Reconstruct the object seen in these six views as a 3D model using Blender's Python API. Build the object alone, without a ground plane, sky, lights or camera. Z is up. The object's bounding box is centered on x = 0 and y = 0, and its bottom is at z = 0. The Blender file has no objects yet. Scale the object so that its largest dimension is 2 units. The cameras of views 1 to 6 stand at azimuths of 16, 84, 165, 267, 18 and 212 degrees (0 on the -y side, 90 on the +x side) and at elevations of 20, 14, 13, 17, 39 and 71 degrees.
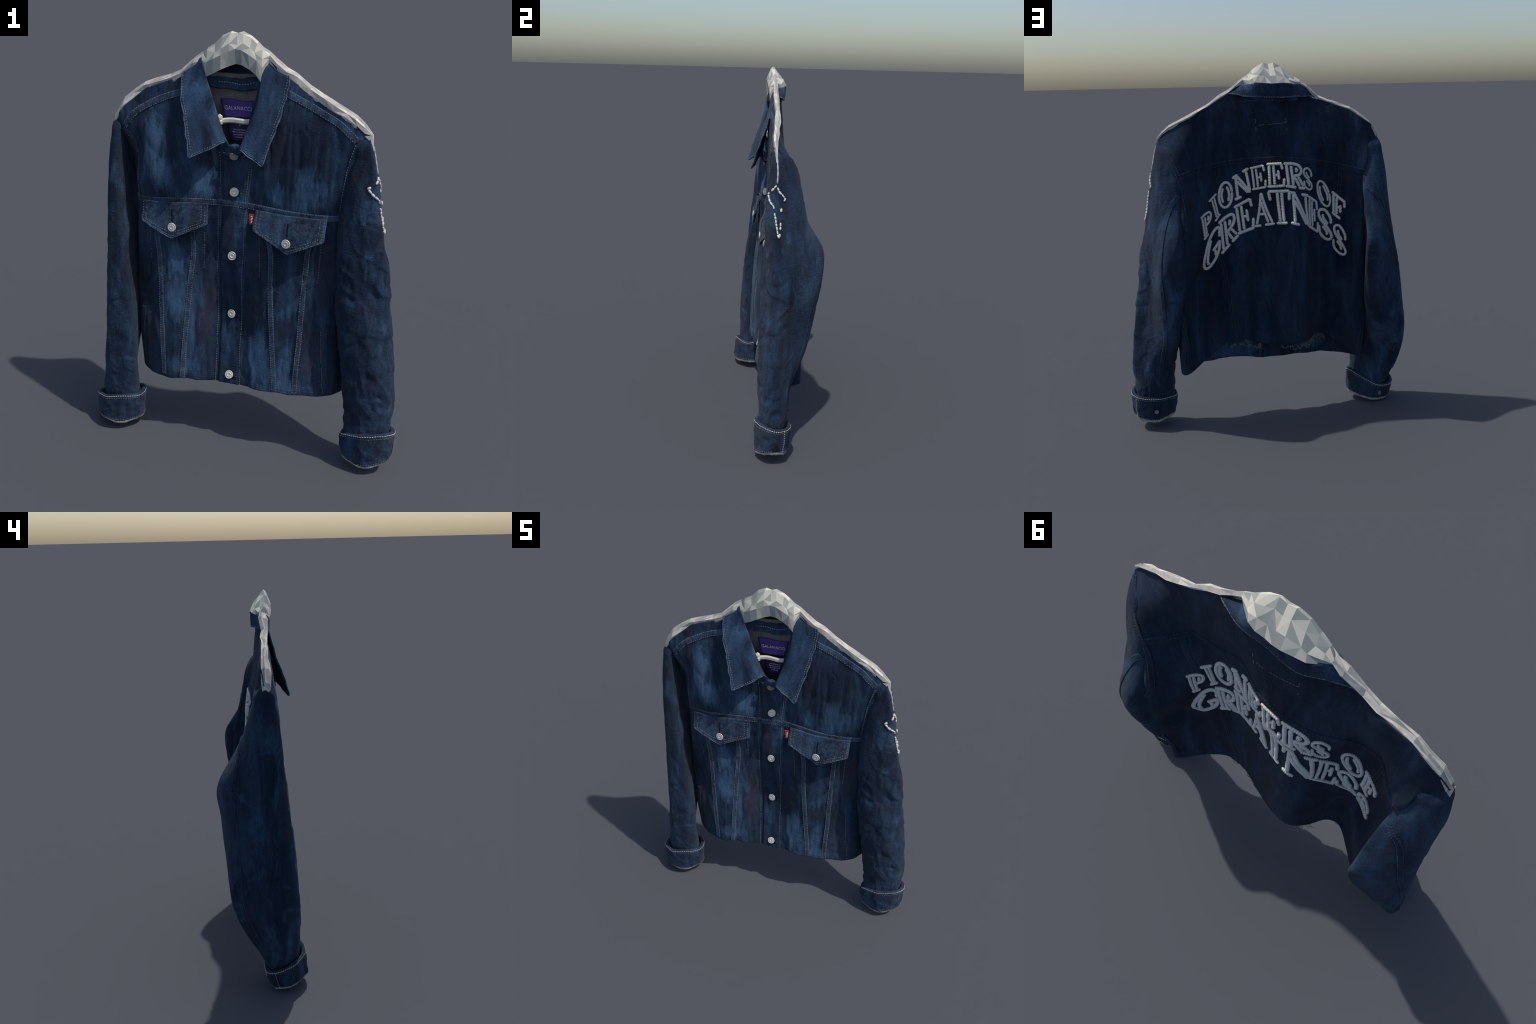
import math, random
import numpy as np

# ------------------------------------------------------------------ numeric helpers
class Spline2:
    """Thin plate surface y(x, z) through a few measured control points."""
    def __init__(self, pts, smooth=2e-4):
        p = np.array(pts, float)
        self.c = p[:, :2] * [1.0, 0.8]
        n = len(p)
        A = np.zeros((n + 3, n + 3))
        A[:n, :n] = self.k(self.c, self.c) + smooth * np.eye(n)
        A[:n, n] = 1
        A[:n, n + 1:] = self.c
        A[n:, :n] = A[:n, n:].T
        self.w = np.linalg.solve(A, np.r_[p[:, 2], 0, 0, 0])
    @staticmethod
    def k(a, b):
        d2 = ((a[:, None] - b[None]) ** 2).sum(-1) + 1e-12
        return 0.5 * d2 * np.log(d2)
    def __call__(self, x, z):
        x = np.asarray(x, float); z = np.asarray(z, float)
        x, z = np.broadcast_arrays(x, z)
        q = np.stack([x.ravel(), z.ravel() * 0.8], 1)
        out = self.k(q, self.c) @ self.w[:-3] + self.w[-3] + q @ self.w[-2:]
        return out.reshape(x.shape)

def line(points):
    """Piecewise curve v(u) through (u, v) pairs."""
    p = np.array(sorted(points), float)
    return lambda u: np.interp(u, p[:, 0], p[:, 1])

def lattice(ix, iy, iz, seed):
    h = (ix * 374761393 + iy * 668265263 + iz * 2147483647 + seed * 1274126177) & 0xFFFFFFFF
    h = ((h ^ (h >> 13)) * 1274126177) & 0xFFFFFFFF
    h = h ^ (h >> 16)
    return (h & 0xFFFF) / 32767.5 - 1.0

def noise(P, seed=0):
    P = np.asarray(P, float)
    i = np.floor(P).astype(np.int64)
    f = P - i
    f = f * f * (3 - 2 * f)
    out = 0
    for a in (0, 1):
        for b in (0, 1):
            for c in (0, 1):
                w = (f[..., 0] if a else 1 - f[..., 0]) * (f[..., 1] if b else 1 - f[..., 1]) * (f[..., 2] if c else 1 - f[..., 2])
                out = out + w * lattice(i[..., 0] + a, i[..., 1] + b, i[..., 2] + c, seed)
    return out

def fold_noise(a, b, c, seed=0):
    """Soft cloth creases: two octaves, sharpened."""
    P = np.stack(np.broadcast_arrays(a, b, c), -1)
    n = noise(P, seed) + 0.5 * noise(P * 2.1 + 7.3, seed + 1)
    return np.sign(n) * np.abs(n) ** 0.8

# ------------------------------------------------------------------ torso surfaces  (x, z, y)
FRONT = Spline2([
    (-.05, 1.476, -.084), (-.05, 1.30, -.082), (-.10, 1.254, -.097), (-.05, 1.12, -.082), (-.05, .99, -.080), (-.05, .684, -.060), (-.05, .373, -.100), (-.10, .33, -.113), (.02, .684, -.074), (-.12, .684, -.064), (-.13, .50, -.085),
    (-.337, 1.129, -.095), (.22, 1.133, -.113), (-.50, 1.133, -.075), (-.16, 1.155, -.105), (.055, 1.15, -.095), (.386, 1.129, -.098),
    (-.512, 1.20, -.060), (-.166, 1.236, -.104), (.054, 1.214, -.085), (.389, 1.22, -.102), (-.572, 1.221, -.032), (.435, 1.235, -.092),
    (-.48, 1.42, -.092), (-.52, 1.32, -.078), (-.40, 1.50, -.088), (.40, 1.42, -.119), (-.555, 1.40, -.025), (.42, 1.32, -.115),
    (-.60, 1.549, -.058), (.50, 1.567, -.125), (-.317, 1.728, -.062), (.198, 1.752, -.095), (-.655, 1.576, -.045), (.55, 1.58, -.12),
    (-.545, .308, -.045), (-.366, .317, -.140), (-.296, .323, -.134), (.201, .344, -.150), (.298, .339, -.135), (.44, .346, -.097), (.502, .372, -.045),
    (-.33, .55, -.130), (-.43, .58, -.122), (-.20, .60, -.112), (.14, .62, -.118), (.20, .50, -.132), (.10, .80, -.110), (-.14, 1.40, -.072), (-.15, .95, -.082), (.055, .95, -.100), (.055, .70, -.094), (.055, .50, -.112),
    (.149, 1.019, -.098), (.229, .823, -.115), (-.326, .823, -.118), (.425, .684, -.097), (-.50, .684, -.080), (-.307, 1.809, -.062), (.185, 1.829, -.083),
    (.277, 1.76, -.083), (-.49, 1.735, -.04), (-.2, 1.84, -.075), (.064, 1.84, -.08)], 3e-5)
BACK = Spline2([
    (.031, 1.674, -.017), (-.125, 1.685, -.006), (-.05, 1.80, -.022), (.171, 1.83, -.060), (-.303, 1.81, -.030), (.55, 1.61, -.095), (-.613, 1.67, .0), (-.66, 1.60, .0),
    (.28, 1.77, -.063), (.41, 1.70, -.075), (-.49, 1.745, -.012), (-.23, 1.80, -.030), (.10, 1.81, -.038),
    # along the yoke seam
    (.446, 1.438, .020), (.394, 1.445, -.020), (.354, 1.451, -.055), (.333, 1.451, -.076), (.269, 1.463, -.076), (.204, 1.476, -.066), (.144, 1.483, -.066), (.096, 1.489, -.053), (.063, 1.494, -.028), (.026, 1.50, -.004),
    (-.05, 1.503, .022), (-.122, 1.503, .030), (-.166, 1.496, .027), (-.226, 1.487, .013), (-.276, 1.477, -.014), (-.329, 1.467, -.040), (-.393, 1.455, -.048), (-.443, 1.445, -.033), (-.479, 1.437, .008), (-.527, 1.426, .055),
    (-.565, 1.401, .074),
    # lettering field
    (.322, .919, -.034), (.333, 1.078, -.033), (.326, 1.154, -.038), (.351, 1.185, -.029), (.267, 1.243, -.063), (.199, 1.135, -.060), (.109, 1.184, -.042), (.011, 1.223, -.002), (.205, 1.305, -.075), (.264, 1.314, -.066), (.115, 1.368, -.046), (.026, 1.395, .0),
    (-.147, 1.409, .046), (-.237, 1.379, .012), (-.347, 1.281, -.041), (-.433, 1.213, -.03), (-.068, 1.237, .033), (-.175, 1.227, .054), (-.159, 1.145, .068),
    (-.217, 1.12, .044), (-.267, 1.175, -.008), (-.352, 1.109, -.028), (-.436, 1.008, -.024), (-.455, .916, -.018), (-.093, 1.152, .052), (.454, 1.344, .042), (.440, 1.261, .060), (.448, 1.165, .088), (-.566, 1.324, .071),
    # lower back
    (.46, .95, .11), (.46, .75, .08), (.46, .60, .065), (.40, .85, -.01), (.37, .62, -.018), (.37, .45, .0), (.30, .75, -.042), (.30, .50, -.038), (.17, .95, -.055), (.17, .75, -.040), (.16, .50, -.040),
    (.0, .90, .022), (.0, .65, .028), (.02, .48, .018), (-.20, .90, .074), (-.20, .70, .082), (-.20, .50, .070), (.487, 1.497, .010), (.51, 1.546, -.015), (-.52, 1.58, .026), (-.36, 1.72, -.006),
    (-.35, 1.0, -.045), (-.35, .75, -.058), (-.34, .50, -.062), (-.47, .75, .045), (-.46, .50, .015), (.46, .36, .070), (-.53, .34, .080), (-.55, .95, .09)], 3e-5)

XL = line([(.30, -.555), (.6, -.57), (1.0, -.568), (1.24, -.566), (1.4, -.582), (1.5, -.622), (1.58, -.657), (1.7, -.655)])
XR = line([(.30, .500), (.6, .512), (1.0, .50), (1.24, .49), (1.4, .50), (1.58, .55), (1.7, .55)])
HEM_F = line([(-.60, .300), (-.545, .308), (-.43, .312), (-.366, .317), (-.10, .33), (.02, .33), (.20, .342), (.30, .338), (.44, .344), (.50, .340), (.55, .335)])
HEM_B = line([(.55, .325), (.50, .335), (.43, .362), (.32, .42), (.22, .472), (.13, .48), (.04, .46), (-.08, .455), (-.24, .46), (-.29, .485), (-.38, .44), (-.50, .348), (-.56, .302), (-.6, .295)])
YOKE_F = line([(-.60, 1.222), (-.512, 1.215), (-.31, 1.235), (-.10, 1.254), (.02, 1.25), (.15, 1.24), (.44, 1.235), (.55, 1.24)])
YOKE_B = line([(.52, 1.415), (.465, 1.42), (.35, 1.46), (.2, 1.485), (.0, 1.49), (-.15, 1.485), (-.35, 1.455), (-.5, 1.42), (-.6, 1.40)])
TOP_F = line([(-.66, 1.575), (-.60, 1.645), (-.49, 1.735), (-.31, 1.80), (-.205, 1.85), (-.19, 1.80), (-.13, 1.62), (-.085, 1.52), (-.05, 1.49), (-.015, 1.50), (.055, 1.78), (.068, 1.86),
              (.185, 1.82), (.277, 1.765), (.40, 1.70), (.50, 1.655), (.556, 1.60)])
TOP_B = line([(-.665, 1.585), (-.613, 1.665), (-.49, 1.745), (-.303, 1.81), (-.2, 1.825), (-.05, 1.82), (.08, 1.83), (.171, 1.845), (.28, 1.78), (.41, 1.713), (.50, 1.665), (.556, 1.605)])
SIDE_L = line([(.3, .0), (.8, .0), (1.2, .02), (1.5, .0), (1.65, -.02)])
SIDE_R = line([(.3, -.005), (.8, .0), (1.2, -.03), (1.5, -.06), (1.65, -.105)])

def smooth01(v):
    v = np.clip(v, 0, 1)
    return v * v * (3 - 2 * v)

def edge_round(x, z, y, wide=.055):
    """Front and back cloth run together along the side edges."""
    dl = np.clip((x - XL(z)) / wide, 0, 1); dr = np.clip((XR(z) - x) / wide, 0, 1)
    rl = np.sqrt(np.clip(1 - (1 - dl) ** 2, 0, 1)); rr = np.sqrt(np.clip(1 - (1 - dr) ** 2, 0, 1))
    y = SIDE_L(z) + (y - SIDE_L(z)) * rl
    return SIDE_R(z) + (y - SIDE_R(z)) * rr

def ridges(a, b, c, seed=0):
    """Sharp creases: thin crests where the noise crosses zero."""
    n = noise(np.stack(np.broadcast_arrays(a, b, c), -1), seed)
    return np.clip(1 - np.abs(n) * 3.2, 0, 1) ** 1.5

def front_y(x, z):
    x = np.asarray(x, float); z = np.asarray(z, float)
    y = FRONT(x, z)
    y = y + .0050 * fold_noise(x * 9, z * 4.5, 0 * x, 3) + .0022 * fold_noise(x * 24, z * 13, 0 * x, 5)
    y = y - .0034 * ridges(x * 9 + z * 2, z * 2.4 - x * 2, 0 * x, 7) * smooth01((1.0 - z) / .3 + .4) + .0022 * ridges(x * 17 - z * 3, z * 6 + x * 3, 0 * x + 5, 9)
    y = y + .004 * np.clip((.62 - z) / .25, 0, 1) * np.sin(x * 42 + 1.3 * np.sin(z * 9))
    y = y + .0016 * fold_noise(x * 60, z * 8, 0 * x + 2, 15)
    return edge_round(x, z, y)

def back_y(x, z):
    x = np.asarray(x, float); z = np.asarray(z, float)
    y = BACK(x, z)
    y = y + .0045 * fold_noise(x * 7, z * 3.5, 0 * x + 3, 11) + .0018 * fold_noise(x * 20, z * 14, 0 * x + 3, 13)
    y = np.maximum(y, FRONT(x, z) + .022)
    return edge_round(x, z, y)

# ------------------------------------------------------------------ sleeves: horizontal sections, eight points each
# order: front inner, front middle, front outer, outer edge, back outer, elbow side, back inner, inner side
SLEEVE_L = [
    (1.60, [(.538, -.108), (.545, -.110), (.552, -.108), (.556, -.102), (.551, -.096), (.544, -.093), (.537, -.096), (.535, -.102)]),
    (1.575, [(.510, -.124), (.530, -.127), (.555, -.121), (.565, -.103), (.558, -.074), (.534, -.045), (.508, -.045), (.500, -.09)]),
    (1.50, [(.485, -.124), (.530, -.138), (.572, -.128), (.584, -.10), (.570, -.040), (.532, -.004), (.485, .005), (.470, -.07)]),
    (1.40, [(.466, -.126), (.530, -.148), (.588, -.135), (.606, -.10), (.580, -.016), (.522, .030), (.465, .036), (.450, -.04)]),
    (1.25, [(.446, -.130), (.530, -.153), (.608, -.134), (.630, -.09), (.600, -.004), (.538, .058), (.468, .064), (.430, -.03)]),
    (1.10, [(.450, -.137), (.550, -.157), (.635, -.133), (.658, -.085), (.618, .035), (.566, .124), (.490, .150), (.430, .00)]),
    (.95, [(.460, -.144), (.570, -.162), (.662, -.136), (.688, -.085), (.636, .004), (.588, .126), (.490, .146), (.440, .00)]),
    (.75, [(.476, -.148), (.590, -.171), (.690, -.143), (.714, -.09), (.652, -.036), (.594, .084), (.500, .120), (.455, .00)]),
    (.55, [(.502, -.153), (.610, -.178), (.716, -.151), (.740, -.095), (.680, -.054), (.600, .038), (.520, .080), (.485, -.04)]),
    (.35, [(.530, -.152), (.630, -.180), (.730, -.162), (.756, -.10), (.710, -.052), (.630, -.014), (.556, -.010), (.525, -.08)]),
    (.21, [(.543, -.148), (.640, -.177), (.728, -.158), (.755, -.10), (.715, -.050), (.640, -.024), (.566, -.040), (.535, -.09)]),
    (.12, [(.555, -.140), (.640, -.170), (.715, -.150), (.738, -.10), (.705, -.060), (.640, -.040), (.570, -.050), (.545, -.09)])]
SLEEVE_R = [
    (1.598, [(-.630, -.022), (-.637, -.026), (-.646, -.022), (-.652, -.014), (-.648, -.006), (-.638, -.002), (-.631, -.006), (-.627, -.014)]),
    (1.57, [(-.622, -.048), (-.638, -.056), (-.658, -.044), (-.671, -.015), (-.660, .018), (-.622, .028), (-.580, .016), (-.605, -.01)]),
    (1.50, [(-.622, -.058), (-.645, -.076), (-.671, -.056), (-.687, -.01), (-.669, .036), (-.615, .050), (-.560, .032), (-.605, .0)]),
    (1.40, [(-.628, -.064), (-.652, -.088), (-.685, -.062), (-.703, .00), (-.680, .056), (-.618, .080), (-.540, .058), (-.606, .02)]),
    (1.25, [(-.618, -.082), (-.650, -.107), (-.690, -.080), (-.711, .00), (-.696, .076), (-.622, .124), (-.525, .128), (-.596, .03)]),
    (1.08, [(-.600, -.104), (-.646, -.124), (-.692, -.096), (-.720, .01), (-.708, .118), (-.620, .198), (-.514, .218), (-.574, .05)]),
    (.90, [(-.580, -.124), (-.636, -.142), (-.692, -.112), (-.728, .01), (-.734, .130), (-.642, .192), (-.512, .206), (-.569, .03)]),
    (.70, [(-.560, -.140), (-.630, -.162), (-.690, -.134), (-.736, .01), (-.757, .138), (-.690, .190), (-.538, .176), (-.560, .00)]),
    (.50, [(-.549, -.148), (-.630, -.176), (-.694, -.150), (-.737, .00), (-.774, .130), (-.735, .178), (-.614, .116), (-.560, -.025)]),
    (.35, [(-.540, -.152), (-.630, -.183), (-.702, -.160), (-.740, -.04), (-.774, .082), (-.736, .118), (-.658, .053), (-.566, -.065)]),
    (.20, [(-.540, -.148), (-.622, -.183), (-.704, -.162), (-.752, -.08), (-.752, .010), (-.695, .036), (-.610, .000), (-.545, -.08)]),
    (.11, [(-.548, -.138), (-.622, -.172), (-.700, -.152), (-.742, -.08), (-.720, -.02), (-.655, .005), (-.590, -.020), (-.545, -.08)])]
CUFF_L = [  # z is given per point: the turned-up band tilts
    (.06, [(.538, -.146, .062), (.645, -.196, .052), (.738, -.166, .078), (.770, -.105, .094), (.738, -.044, .076), (.650, -.022, .060), (.585, -.050, .066), (.540, -.094, .066)]),
    (.22, [(.526, -.147, .185), (.645, -.194, .222), (.740, -.170, .232), (.772, -.100, .215), (.740, -.036, .205), (.650, -.012, .195), (.574, -.040, .185), (.530, -.089, .175)])]
CUFF_R = [
    (.06, [(-.522, -.139, .066), (-.602, -.210, .054), (-.697, -.210, .066), (-.770, -.126, .045), (-.752, -.034, .025), (-.660, -.004, .025), (-.580, -.030, .042), (-.522, -.086, .062)]),
    (.18, [(-.526, -.141, .192), (-.611, -.195, .198), (-.702, -.190, .178), (-.774, -.103, .150), (-.762, -.012, .120), (-.672, .014, .118), (-.576, -.014, .172), (-.516, -.080, .205)])]

def periodic(points, u):
    """Closed Catmull-Rom through the section points, u in [0, 1)."""
    p = np.array(points, float); n = len(p)
    a = (np.asarray(u) % 1.0) * n
    i = np.floor(a).astype(int); f = (a - i)[..., None]
    p0, p1, p2, p3 = p[(i - 1) % n], p[i % n], p[(i + 1) % n], p[(i + 2) % n]
    return .5 * (2 * p1 + (p2 - p0) * f + (2 * p0 - 5 * p1 + 4 * p2 - p3) * f ** 2 + (3 * p1 - p0 - 3 * p2 + p3) * f ** 3)

def sleeve_point(sections, u, z):
    """Point on a sleeve at angle u and height z, with cloth creases."""
    zs = np.array([s[0] for s in sections])[::-1]
    P = np.array([s[1] for s in sections], float)[::-1]
    z = np.asarray(z, float); u = np.asarray(u, float)
    u, z = np.broadcast_arrays(u, z)
    shape = u.shape; uf = u.ravel(); zf = z.ravel()
    tang = np.gradient(P, zs, axis=0)
    k = np.clip(np.searchsorted(zs, zf) - 1, 0, len(zs) - 2)
    h = (zs[k + 1] - zs[k]); t = np.clip((zf - zs[k]) / h, 0, 1)
    def ring(j):
        n = 8; a = (uf % 1.0) * n; i = np.floor(a).astype(int); f = (a - i)[:, None]
        def cr(M):
            p0, p1, p2, p3 = M[j, (i - 1) % n], M[j, i % n], M[j, (i + 1) % n], M[j, (i + 2) % n]
            return .5 * (2 * p1 + (p2 - p0) * f + (2 * p0 - 5 * p1 + 4 * p2 - p3) * f ** 2 + (3 * p1 - p0 - 3 * p2 + p3) * f ** 3)
        return cr(P), cr(tang)
    (a, ta), (b, tb) = ring(k), ring(k + 1)
    t = t[:, None]; h = h[:, None]
    xy = (2 * t ** 3 - 3 * t ** 2 + 1) * a + (t ** 3 - 2 * t ** 2 + t) * h * ta + (3 * t ** 2 - 2 * t ** 3) * b + (t ** 3 - t ** 2) * h * tb
    mid = P.mean(1); c = np.stack([np.interp(zf, zs, mid[:, 0]), np.interp(zf, zs, mid[:, 1])], 1)
    d = xy - c; r = np.linalg.norm(d, axis=1, keepdims=True) + 1e-9
    low = np.clip((1.45 - zf) / .5, .15, 1) * np.where(d[:, 1] < 0, 1.0, .35 + .65 * np.clip(1 - d[:, 1] / .05, 0, 1)) * (1.0 if P[0, 0, 0] > 0 else .6)
    ang = np.arctan2(d[:, 1], d[:, 0])
    w = (.0055 * fold_noise(np.cos(ang) * 1.3, np.sin(ang) * 1.3, zf * 11, 21) + .0022 * fold_noise(np.cos(ang) * 3.4, np.sin(ang) * 3.4, zf * 19 + np.cos(ang) * 1.5, 23)) * low
    w = w + .003 * fold_noise(np.cos(ang) * 2, np.sin(ang) * 2, zf * 5, 27) - .004
    w = w + low * (.0055 * ridges(np.cos(ang) * 2.6 + zf, np.sin(ang) * 1.8, zf * 14 + np.cos(ang) * 1.2, 29) - .0045 * ridges(np.cos(ang) * 3.2 - zf * 2, np.sin(ang) * 2.0, zf * 12 + 4 - np.cos(ang), 33))
    xy = xy + d / r * w[:, None]
    return np.concatenate([xy, zf[:, None]], 1).reshape(shape + (3,))

# ================================================================== Blender part
import bpy

R = random.Random(4)
JACKET = "denim_jacket"

# ------------------------------------------------------------------ materials
class Nodes:
    def __init__(self, name):
        self.m = bpy.data.materials.new(name); self.m.use_nodes = True
        self.t = self.m.node_tree; self.n = self.t.nodes; self.l = self.t.links
        self.b = self.n["Principled BSDF"]
        self.co = self.n.new("ShaderNodeTexCoord").outputs["Object"]
    def map(self, scale, loc=(0, 0, 0), rot=(0, 0, 0)):
        k = self.n.new("ShaderNodeMapping"); k.inputs["Scale"].default_value = scale; k.inputs["Location"].default_value = loc; k.inputs["Rotation"].default_value = rot
        self.l.new(self.co, k.inputs["Vector"]); return k.outputs[0]
    def noise(self, scale, detail=3, rough=.55, dist=0, loc=(0, 0, 0), rot=(0, 0, 0)):
        k = self.n.new("ShaderNodeTexNoise"); k.inputs["Scale"].default_value = 1; k.inputs["Detail"].default_value = detail
        k.inputs["Roughness"].default_value = rough; k.inputs["Distortion"].default_value = dist
        self.l.new(self.map(scale, loc, rot), k.inputs["Vector"]); return k.outputs["Fac"]
    def ramp(self, fac, stops, interp="LINEAR"):
        k = self.n.new("ShaderNodeValToRGB"); e = k.color_ramp.elements; k.color_ramp.interpolation = interp
        while len(e) < len(stops): e.new(.5)
        for q, (p, c) in zip(e, stops):
            q.position = p; q.color = (*c, 1) if len(c) == 3 else c
        self.l.new(fac, k.inputs[0]); return k.outputs[0]
    def mask(self, fac, a, b):
        return self.ramp(fac, [(a, (0, 0, 0)), (b, (1, 1, 1))])
    def mix(self, fac, a, b, mode="MIX"):
        k = self.n.new("ShaderNodeMix"); k.data_type = "RGBA"; k.blend_type = mode
        for sock, v in ((k.inputs["Factor"], fac), (k.inputs["A"], a), (k.inputs["B"], b)):
            pass
        s = [i for i in k.inputs if i.enabled]
        for sock, v in zip((k.inputs[0], k.inputs[6], k.inputs[7]), (fac, a, b)):
            if hasattr(v, "is_linked"): self.l.new(v, sock)
            elif isinstance(v, tuple): sock.default_value = (*v, 1)
            else: sock.default_value = v
        return k.outputs[2]
    def math(self, op, a, b=0.0):
        k = self.n.new("ShaderNodeMath"); k.operation = op
        for sock, v in zip(k.inputs, (a, b)):
            if hasattr(v, "is_linked"): self.l.new(v, sock)
            else: sock.default_value = v
        return k.outputs[0]
    def bump(self, h, strength=.3, dist=.002):
        k = self.n.new("ShaderNodeBump"); k.inputs["Strength"].default_value = strength; k.inputs["Distance"].default_value = dist
        self.l.new(h, k.inputs["Height"]); self.l.new(k.outputs[0], self.b.inputs["Normal"])
    def out(self, col, rough=.85, **kw):
        if hasattr(col, "is_linked"): self.l.new(col, self.b.inputs["Base Color"])
        else: self.b.inputs["Base Color"].default_value = (*col, 1)
        self.b.inputs["Roughness"].default_value = rough
        self.b.inputs["Specular IOR Level"].default_value = kw.pop("spec", .2)
        for k, v in kw.items(): self.b.inputs[k].default_value = v
        return self.m

# washed-out and dull places on the fronts: centre x, z and half sizes
FADED = [(-.335, .74, .075, .13), (-.262, .60, .045, .22), (-.45, 1.50, .055, .16), (-.40, 1.36, .07, .09), (.095, .50, .055, .17), (.235, .48, .04, .15), (.30, 1.34, .09, .12), (-.19, 1.33, .06, .07), (-.29, .40, .09, .06), (.24, .385, .10, .05), (-.33, .95, .05, .09), (.16, 1.30, .05, .06), (-.05, .83, .04, .06)]
DULL = [(-.175, .68, .035, .22), (.06, .74, .05, .11), (.205, .67, .045, .07), (.345, .56, .05, .16), (.13, 1.52, .11, .12), (-.20, 1.44, .05, .045), (-.05, 1.10, .06, .13), (-.47, .55, .05, .16), (.09, 1.02, .03, .13), (.40, .95, .05, .22)]
def denim(name, gain=1.0, fade=1.0, off=(0, 0, 0), worn=0.0, local=False, crumple=.55):
    k = Nodes(name)
    g = lambda c: tuple(min(1, v * gain) for v in c)
    base = k.ramp(k.noise((8, 8, 1.6), 4, .62, .5, off), [(.30, g((.007, .012, .026))), (.46, g((.013, .025, .051))), (.60, g((.024, .047, .092))), (.78, g((.043, .086, .154)))])
    streak = k.mask(k.noise((30, 30, 3.0), 3, .6, .3, (off[0] + 3, 1, 2)), .42, .70)
    col = k.mix(k.math("MULTIPLY", streak, .24 * fade), base, g((.046, .090, .156)))
    pale = k.mask(k.noise((5.2, 5.2, 2.6), 6, .68, 1.2, (off[0] + 11, 5, off[2] + 1)), .52, .66)
    col = k.mix(k.math("MULTIPLY", pale, (.30 if local else .55) * fade), col, g((.066, .148, .262)))
    plum = k.mask(k.noise((7, 7, 3.4), 4, .6, 1.0, (off[0] + 23, 2, 9)), .53, .62)
    col = k.mix(k.math("MULTIPLY", plum, .30 if local else .45), col, g((.026, .028, .046)))
    dim = k.mask(k.noise((9, 9, 2.2), 5, .66, .9, (off[0] + 41, 7, 3)), .53, .66)
    col = k.mix(k.math("MULTIPLY", dim, .40 if local else .50), col, g((.008, .013, .026)))
    if local:
        ragged = k.noise((40, 40, 9), 7, .72, .8, (2, 4, 6))
        for spots, colour, amount in ((DULL, (.027, .029, .048), .65), (FADED, (.066, .142, .246), .54)):
            total = None
            for x, z, rx, rz in spots:
                m = k.n.new("ShaderNodeMapping"); m.inputs["Scale"].default_value = (1 / rx, 0, 1 / rz); m.inputs["Location"].default_value = (-x / rx, 0, -z / rz)
                k.l.new(k.co, m.inputs["Vector"])
                v = k.n.new("ShaderNodeVectorMath"); v.operation = "LENGTH"; k.l.new(m.outputs[0], v.inputs[0])
                f = k.math("SUBTRACT", 1.35, v.outputs["Value"])
                total = f if total is None else k.math("MAXIMUM", total, f)
            f = k.math("ADD", total, k.math("MULTIPLY", k.math("SUBTRACT", ragged, .5), 2.0))
            col = k.mix(k.math("MULTIPLY", k.mask(f, .30, .85), amount), col, g(colour))
    if worn:
        w = k.mask(k.noise((60, 60, 60), 3, .7, 0, (5, 5, 5)), .42, .66)
        col = k.mix(k.math("MULTIPLY", w, worn), col, g((.11, .15, .205)))
    twill = k.noise((900, 900, 260), 2, .7)
    slub = k.noise((420, 420, 30), 2, .6)
    grain = k.ramp(k.math("ADD", k.math("MULTIPLY", twill, .6), k.math("MULTIPLY", slub, .4)), [(.32, (.50, .52, .56)), (.5, (1, 1, 1)), (.68, (1.9, 1.8, 1.65))])
    col = k.mix(1.0, col, grain, "MULTIPLY")
    crease = k.noise((38, 38, 60), 4, .65, 1.0)
    k.bump(k.math("ADD", k.math("MULTIPLY", crease, crumple), k.math("MULTIPLY", twill, .30)), .6, .007)
    return k.out(col, .9, spec=.12, **{"Sheen Weight": .05})

def plain(name, c1, c2, scale=60, rough=.8, bump=.3, **kw):
    k = Nodes(name)
    f = k.noise((scale,) * 3, 4, .65)
    k.bump(f, bump, .002)
    return k.out(k.ramp(f, [(.3, c1), (.7, c2)]), rough, **kw)

M = {}
M["denim_front"] = denim("denim_front", 1.0, .9, local=True)
M["denim_back"] = denim("denim_back", .72, .18, (40, 3, 0))  # same denim, base colour darkened for the shade on the sunless back
M["denim_sleeve"] = denim("denim_sleeve", .92, .75, (80, 9, 4), crumple=1.3)
M["denim_trim"] = denim("denim_trim", 1.2, .8, (13, 1, 7), .28)
M["denim_placket"] = denim("denim_placket", .92, .5, (61, 2, 3))
M["denim_collar"] = denim("denim_collar", 1.12, .7, (31, 8, 5))
M["denim_edge"] = denim("denim_edge", 1.5, 1.0, (31, 8, 5), .7)
M["thread_tan"] = plain("thread_tan", (.15, .135, .12), (.30, .275, .24), 300)
M["thread_dim"] = plain("thread_dim", (.045, .05, .06), (.10, .105, .115), 300)
M["thread_dark"] = plain("thread_dark", (.03, .03, .035), (.07, .07, .08), 300)
M["thread_pale"] = plain("thread_pale", (.36, .35, .33), (.62, .60, .56), 300)
M["yarn"] = plain("yarn", (.50, .485, .455), (.78, .76, .71), 260, .95, .5)
M["chain"] = plain("chain", (.46, .455, .44), (.72, .71, .67), 200, .8, .4)
M["metal"] = plain("button_metal", (.52, .51, .48), (.74, .72, .66), 160, .45, .25, Metallic=.15, spec=.5)
M["brass"] = plain("button_brass", (.20, .17, .13), (.38, .34, .28), 160, .45, .25, Metallic=.4, spec=.5)
M["hanger_pale"] = plain("hanger_pale", (.56, .54, .455), (.70, .67, .57), 9, .7, .1)
M["hanger_grey"] = plain("hanger_grey", (.30, .32, .30), (.42, .43, .39), 9, .7, .1)
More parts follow.
